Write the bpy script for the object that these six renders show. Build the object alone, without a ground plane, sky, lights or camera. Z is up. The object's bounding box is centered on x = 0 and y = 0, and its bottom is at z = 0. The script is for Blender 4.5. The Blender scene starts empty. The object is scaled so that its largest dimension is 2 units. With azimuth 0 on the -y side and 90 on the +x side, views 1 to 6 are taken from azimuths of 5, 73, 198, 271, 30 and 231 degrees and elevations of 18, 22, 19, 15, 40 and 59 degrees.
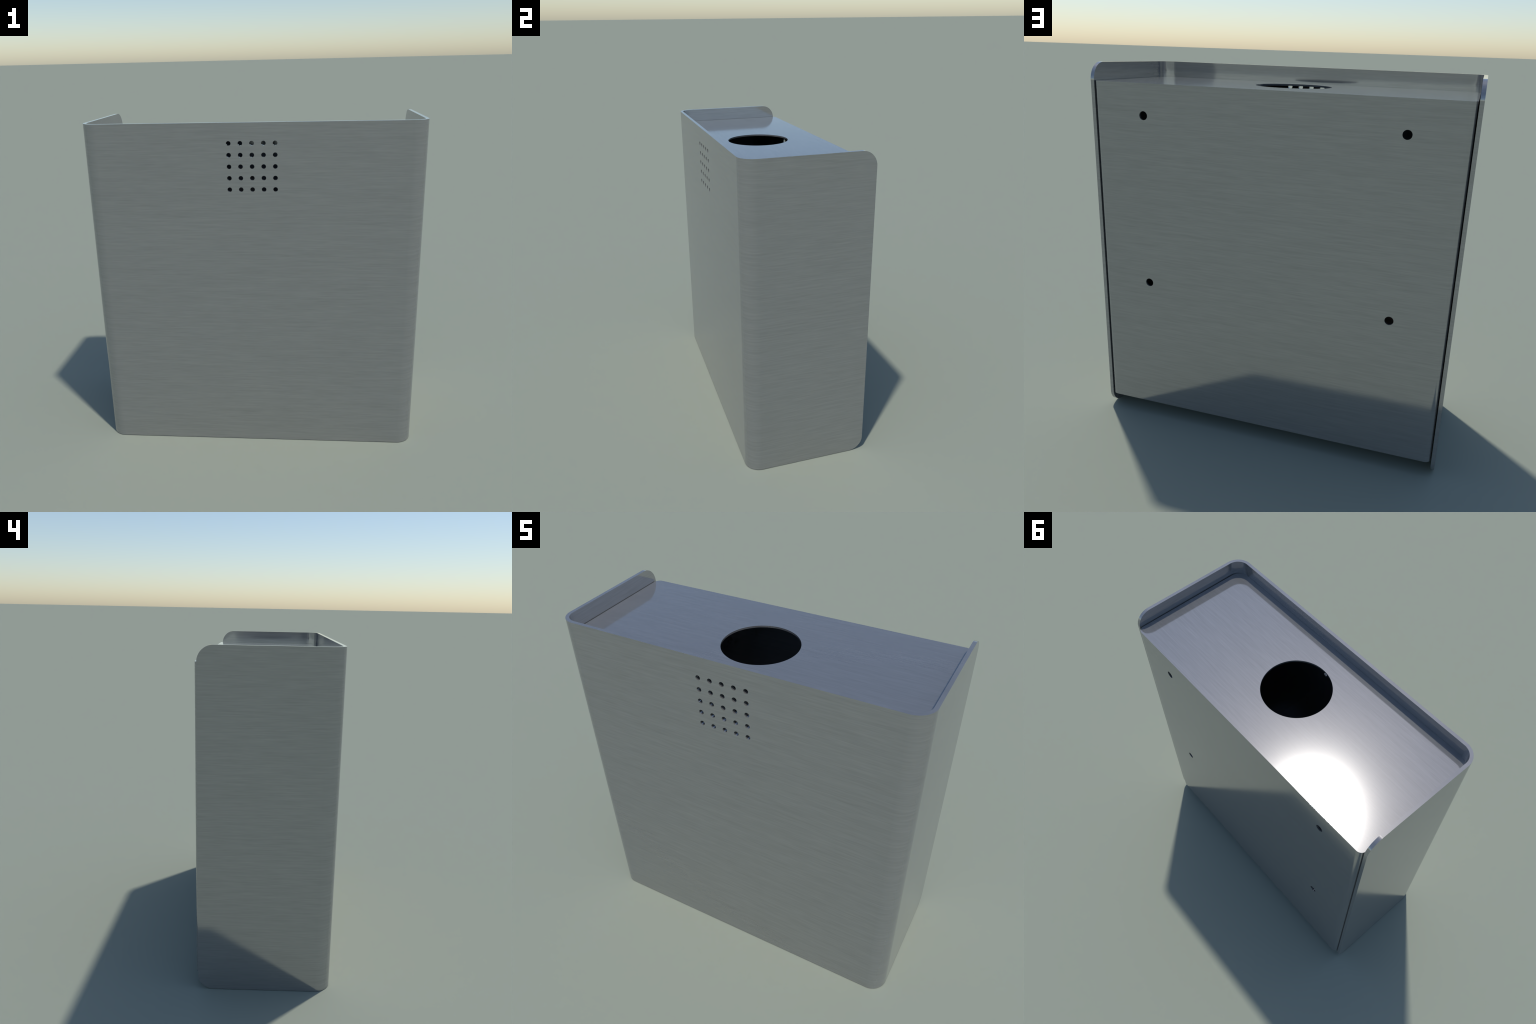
"""Wall-mounted waste bin in brushed stainless steel.

A thick U-bent front cover wraps round a thinner inner body (top plate with a round
disposal opening, back panel with four fixing holes, bottom plate).  The cover stands
14 units proud of the body at top and bottom, leaving a lip on three sides.
All sizes are given in millimetres of the assumed real thing (310 mm high) and scaled.
"""
import bpy
import bmesh
import math
from mathutils import Vector

MM = 2.0 / 310.0                      # 310 mm high  ->  2.00 m

# ------------------------------------------------------------------ sizes (mm)
HEIGHT = 310.0
HALF_WIDTH = 149.85                    # outer, cover
FRONT_Y, BACK_Y = -61.5, 61.5         # bounding box in depth
COVER_BACK_Y = 59.25                   # rear edge of the cover's cheeks
COVER_SHEET = 3.0
COVER_BEND = 14.6                     # outer bend radius
CHEEK_ROUND = 14.0                    # rounding of the cheeks' rear corners

BODY_HALF_WIDTH = 146.15
BODY_FRONT_Y = FRONT_Y + COVER_SHEET + 0.06
BODY_TOP, BODY_BOTTOM = 296.1, 13.9
BODY_SHEET = 1.5
BODY_BEND_BACK = 5.3
BODY_BEND_FRONT = 10.6

OPENING_RADIUS, OPENING_Y = 31.15, -3.45
SPEAK_PITCH, SPEAK_RADIUS, SPEAK_CENTRE_Z = 10.01, 2.0, 272.5
FIXING_RADIUS, FIXING_X, FIXING_Z = 3.45, 102.5, (131.55, 271.5)

ARC_STEPS = 28


# ------------------------------------------------------------------ helpers
def arc(cx, cy, radius, start, end, steps=ARC_STEPS):
    out = []
    for i in range(steps + 1):
        a = math.radians(start + (end - start) * i / steps)
        out.append((cx + radius * math.cos(a), cy + radius * math.sin(a)))
    return out


def prism(outline, low, high, axis="z"):
    """Closed solid: a 2D outline (mm) extruded along an axis."""
    def place(a, b, c):
        return {"z": Vector((a, b, c)), "x": Vector((c, a, b)), "y": Vector((a, c, b))}[axis] * MM
    bm = bmesh.new()
    bottom = [bm.verts.new(place(a, b, low)) for a, b in outline]
    top = [bm.verts.new(place(a, b, high)) for a, b in outline]
    n = len(outline)
    bm.faces.new(bottom)
    bm.faces.new(top)
    for i in range(n):
        j = (i + 1) % n
        bm.faces.new((bottom[i], bottom[j], top[j], top[i]))
    bmesh.ops.recalc_face_normals(bm, faces=bm.faces)
    mesh = bpy.data.meshes.new("solid")
    bm.to_mesh(mesh)
    bm.free()
    return mesh


def join(meshes):
    bm = bmesh.new()
    for m in meshes:
        bm.from_mesh(m)
    mesh = bpy.data.meshes.new("cutter")
    bm.to_mesh(mesh)
    bm.free()
    return mesh


def circle(cx, cy, radius, steps):
    return arc(cx, cy, radius, 0, 360 * (steps - 1) / steps, steps - 1)


def add(name, mesh):
    obj = bpy.data.objects.new(name, mesh)
    bpy.context.scene.collection.objects.link(obj)
    return obj


def cut(obj, cutter_mesh):
    """Exact boolean difference, applied."""
    tool = add("cutter", cutter_mesh)
    mod = obj.modifiers.new("cut", "BOOLEAN")
    mod.operation, mod.solver, mod.object = "DIFFERENCE", "EXACT", tool
    bpy.context.view_layer.update()
    graph = bpy.context.evaluated_depsgraph_get()
    result = bpy.data.meshes.new_from_object(obj.evaluated_get(graph))
    obj.modifiers.clear()
    obj.data = result
    bpy.data.objects.remove(tool)


def set_rounding(obj, cylinders):
    """Exact normals: radial on the named cylinders, flat everywhere else.

    cylinders: (axis index, centre a, centre b, radius) in mm, a and b being the two
    remaining axes in order."""
    mesh = obj.data
    for p in mesh.polygons:
        p.use_smooth = True
    normals = [None] * len(mesh.loops)
    for p in mesh.polygons:
        corner = [mesh.vertices[mesh.loops[i].vertex_index].co / MM for i in p.loop_indices]
        found = None
        for axis, ca, cb, radius in cylinders:
            if abs(p.normal[axis]) > 0.01:
                continue
            i, j = [k for k in range(3) if k != axis]
            if all(abs(math.hypot(c[i] - ca, c[j] - cb) - radius) < 0.02 for c in corner):
                found = (i, j, ca, cb)
                break
        for loop_index, c in zip(p.loop_indices, corner):
            n = p.normal.copy()
            if found:
                i, j, ca, cb = found
                r = Vector((0, 0, 0))
                r[i], r[j] = c[i] - ca, c[j] - cb
                r.normalize()
                n = r if r.dot(p.normal) > 0 else -r
            normals[loop_index] = n
    mesh.normals_split_custom_set(normals)


# ------------------------------------------------------------------ material
def brushed_steel(name, stretch, seed):
    """Metal with fine brush lines; stretch = noise scale per axis (small along the lines)."""
    mat = bpy.data.materials.new(name)
    mat.use_nodes = True
    nt = mat.node_tree
    nt.nodes.clear()
    new, link = nt.nodes.new, nt.links.new
    out = new("ShaderNodeOutputMaterial")
    bsdf = new("ShaderNodeBsdfPrincipled")
    link(bsdf.outputs["BSDF"], out.inputs["Surface"])
    coord = new("ShaderNodeTexCoord")

    def lines(factor, detail, shift):
        mapping = new("ShaderNodeMapping")
        mapping.inputs["Scale"].default_value = [s * factor for s in stretch]
        mapping.inputs["Location"].default_value = (seed + shift, shift * 2.3, seed * 1.7)
        link(coord.outputs["Object"], mapping.inputs["Vector"])
        noise = new("ShaderNodeTexNoise")
        noise.inputs["Scale"].default_value = 1.0
        noise.inputs["Detail"].default_value = detail
        noise.inputs["Roughness"].default_value = 0.6
        link(mapping.outputs["Vector"], noise.inputs["Vector"])
        return noise.outputs["Fac"]

    coarse = lines(1.0, 2.0, 0.0)
    fine = lines(2.2, 3.0, 11.0)
    both = new("ShaderNodeMix")
    both.data_type = "FLOAT"
    both.inputs["Factor"].default_value = 0.55
    link(coarse, both.inputs["A"])
    link(fine, both.inputs["B"])
    grain = both.outputs["Result"]

    ramp = new("ShaderNodeValToRGB")
    ramp.color_ramp.elements[0].position = 0.32
    ramp.color_ramp.elements[0].color = (*[c * 0.905 for c in STEEL], 1)
    ramp.color_ramp.elements[1].position = 0.68
    ramp.color_ramp.elements[1].color = (*[c * 1.095 for c in STEEL], 1)
    link(grain, ramp.inputs["Fac"])
    link(ramp.outputs["Color"], bsdf.inputs["Base Color"])

    rough = new("ShaderNodeMapRange")
    rough.inputs["From Min"].default_value = 0.3
    rough.inputs["From Max"].default_value = 0.7
    rough.inputs["To Min"].default_value = ROUGHNESS + 0.005
    rough.inputs["To Max"].default_value = ROUGHNESS - 0.005
    link(grain, rough.inputs["Value"])
    link(rough.outputs["Result"], bsdf.inputs["Roughness"])

    bump = new("ShaderNodeBump")
    bump.inputs["Strength"].default_value = 0.008
    bump.inputs["Distance"].default_value = 0.001
    link(fine, bump.inputs["Height"])
    link(bump.outputs["Normal"], bsdf.inputs["Normal"])

    bsdf.inputs["Metallic"].default_value = 0.7
    return mat


STEEL = (0.383, 0.383, 0.382)
ROUGHNESS = 0.094
WALL_STEEL = brushed_steel("brushed_steel_upright", (4.0, 4.0, 112.0), 3.0)
TOP_STEEL = brushed_steel("brushed_steel_flat", (4.0, 112.0, 112.0), 8.0)

# ------------------------------------------------------------------ thing
bin_root = bpy.data.objects.new("waste_bin", None)
bpy.context.scene.collection.objects.link(bin_root)
bin_root["label"] = "brushed steel wall-mounted waste bin with round top opening"
bin_root["category"] = "waste bin"


def finish(obj, material, cylinders):
    set_rounding(obj, cylinders)
    obj.data.name = obj.name
    obj.data.materials.clear()
    obj.data.materials.append(material)
    for p in obj.data.polygons:
        p.material_index = 0
    obj.parent = bin_root


# ------------------------------------------------------------------ front cover
bx, by = HALF_WIDTH - COVER_BEND, FRONT_Y + COVER_BEND        # bend axes
inner_bend = COVER_BEND - COVER_SHEET
outer = ([(-HALF_WIDTH, COVER_BACK_Y)] + arc(-bx, by, COVER_BEND, 180, 270)
         + arc(bx, by, COVER_BEND, 270, 360) + [(HALF_WIDTH, COVER_BACK_Y)])
inner = ([(HALF_WIDTH - COVER_SHEET, COVER_BACK_Y)] + arc(bx, by, inner_bend, 360, 270)
         + arc(-bx, by, inner_bend, 270, 180) + [(-HALF_WIDTH + COVER_SHEET, COVER_BACK_Y)])
cover = add("front_cover", prism(outer + inner, 0, HEIGHT))

# rounded rear corners of both cheeks, top and bottom
ay, r = COVER_BACK_Y - CHEEK_ROUND, CHEEK_ROUND
top_waste = arc(ay, HEIGHT - r, r, 0, 90) + [(ay, HEIGHT + 5), (COVER_BACK_Y + 5, HEIGHT + 5), (COVER_BACK_Y + 5, HEIGHT - r)]
low_waste = arc(ay, r, r, 0, -90) + [(ay, -5), (COVER_BACK_Y + 5, -5), (COVER_BACK_Y + 5, r)]
cut(cover, join([prism(top_waste, -200, 200, "x"), prism(low_waste, -200, 200, "x")]))

# five by five grid of small round holes
holes, hole_cylinders = [], []
for column in range(-2, 3):
    for row in range(-2, 3):
        hx, hz = column * SPEAK_PITCH, SPEAK_CENTRE_Z + row * SPEAK_PITCH
        holes.append(prism(circle(hx, hz, SPEAK_RADIUS, 32), FRONT_Y - 4, FRONT_Y + COVER_SHEET + 4, "y"))
        hole_cylinders.append((1, hx, hz, SPEAK_RADIUS))
cut(cover, join(holes))
finish(cover, WALL_STEEL, hole_cylinders + [
    (2, bx, by, COVER_BEND), (2, -bx, by, COVER_BEND), (2, bx, by, inner_bend), (2, -bx, by, inner_bend),
    (0, ay, HEIGHT - r, r), (0, ay, r, r)])

# ------------------------------------------------------------------ inner body
fx, fy = BODY_HALF_WIDTH - BODY_BEND_FRONT, BODY_FRONT_Y + BODY_BEND_FRONT
kx, ky = BODY_HALF_WIDTH - BODY_BEND_BACK, BACK_Y - BODY_BEND_BACK
plate_outline = (arc(-fx, fy, BODY_BEND_FRONT, 180, 270) + arc(fx, fy, BODY_BEND_FRONT, 270, 360)
                 + arc(kx, ky, BODY_BEND_BACK, 0, 90) + arc(-kx, ky, BODY_BEND_BACK, 90, 180))
plate_cylinders = [(2, sx * fx, fy, BODY_BEND_FRONT) for sx in (-1, 1)] + [(2, sx * kx, ky, BODY_BEND_BACK) for sx in (-1, 1)]
SEAM = 0.01

top_plate = add("top_plate", prism(plate_outline, BODY_TOP - BODY_SHEET, BODY_TOP))
cut(top_plate, prism(circle(0, OPENING_Y, OPENING_RADIUS, 128), BODY_TOP - 10, BODY_TOP + 10))
finish(top_plate, TOP_STEEL, plate_cylinders + [(2, 0, OPENING_Y, OPENING_RADIUS)])

bottom_plate = add("bottom_plate", prism(plate_outline, BODY_BOTTOM, BODY_BOTTOM + BODY_SHEET))
finish(bottom_plate, TOP_STEEL, plate_cylinders)

# back panel with rounded upright edges and a short return flange at each side
inside = BODY_BEND_BACK - BODY_SHEET
shell_front = ky - 9.0
shell = ([(BODY_HALF_WIDTH, shell_front)] + arc(kx, ky, BODY_BEND_BACK, 0, 90)
         + arc(-kx, ky, BODY_BEND_BACK, 90, 180) + [(-BODY_HALF_WIDTH, shell_front), (-BODY_HALF_WIDTH + BODY_SHEET, shell_front)]
         + arc(-kx, ky, inside, 180, 90) + arc(kx, ky, inside, 90, 0) + [(BODY_HALF_WIDTH - BODY_SHEET, shell_front)])
back = add("back_panel", prism(shell, BODY_BOTTOM + BODY_SHEET + SEAM, BODY_TOP - BODY_SHEET - SEAM))
fixings, fixing_cylinders = [], []
for sx in (-1, 1):
    for z in FIXING_Z:
        fixings.append(prism(circle(sx * FIXING_X, z, FIXING_RADIUS, 48), BACK_Y - 5, BACK_Y + 4, "y"))
        fixing_cylinders.append((1, sx * FIXING_X, z, FIXING_RADIUS))
cut(back, join(fixings))
finish(back, WALL_STEEL, fixing_cylinders + plate_cylinders + [(2, sx * kx, ky, inside) for sx in (-1, 1)])

for mesh in [m for m in bpy.data.meshes if m.users == 0]:
    bpy.data.meshes.remove(mesh)
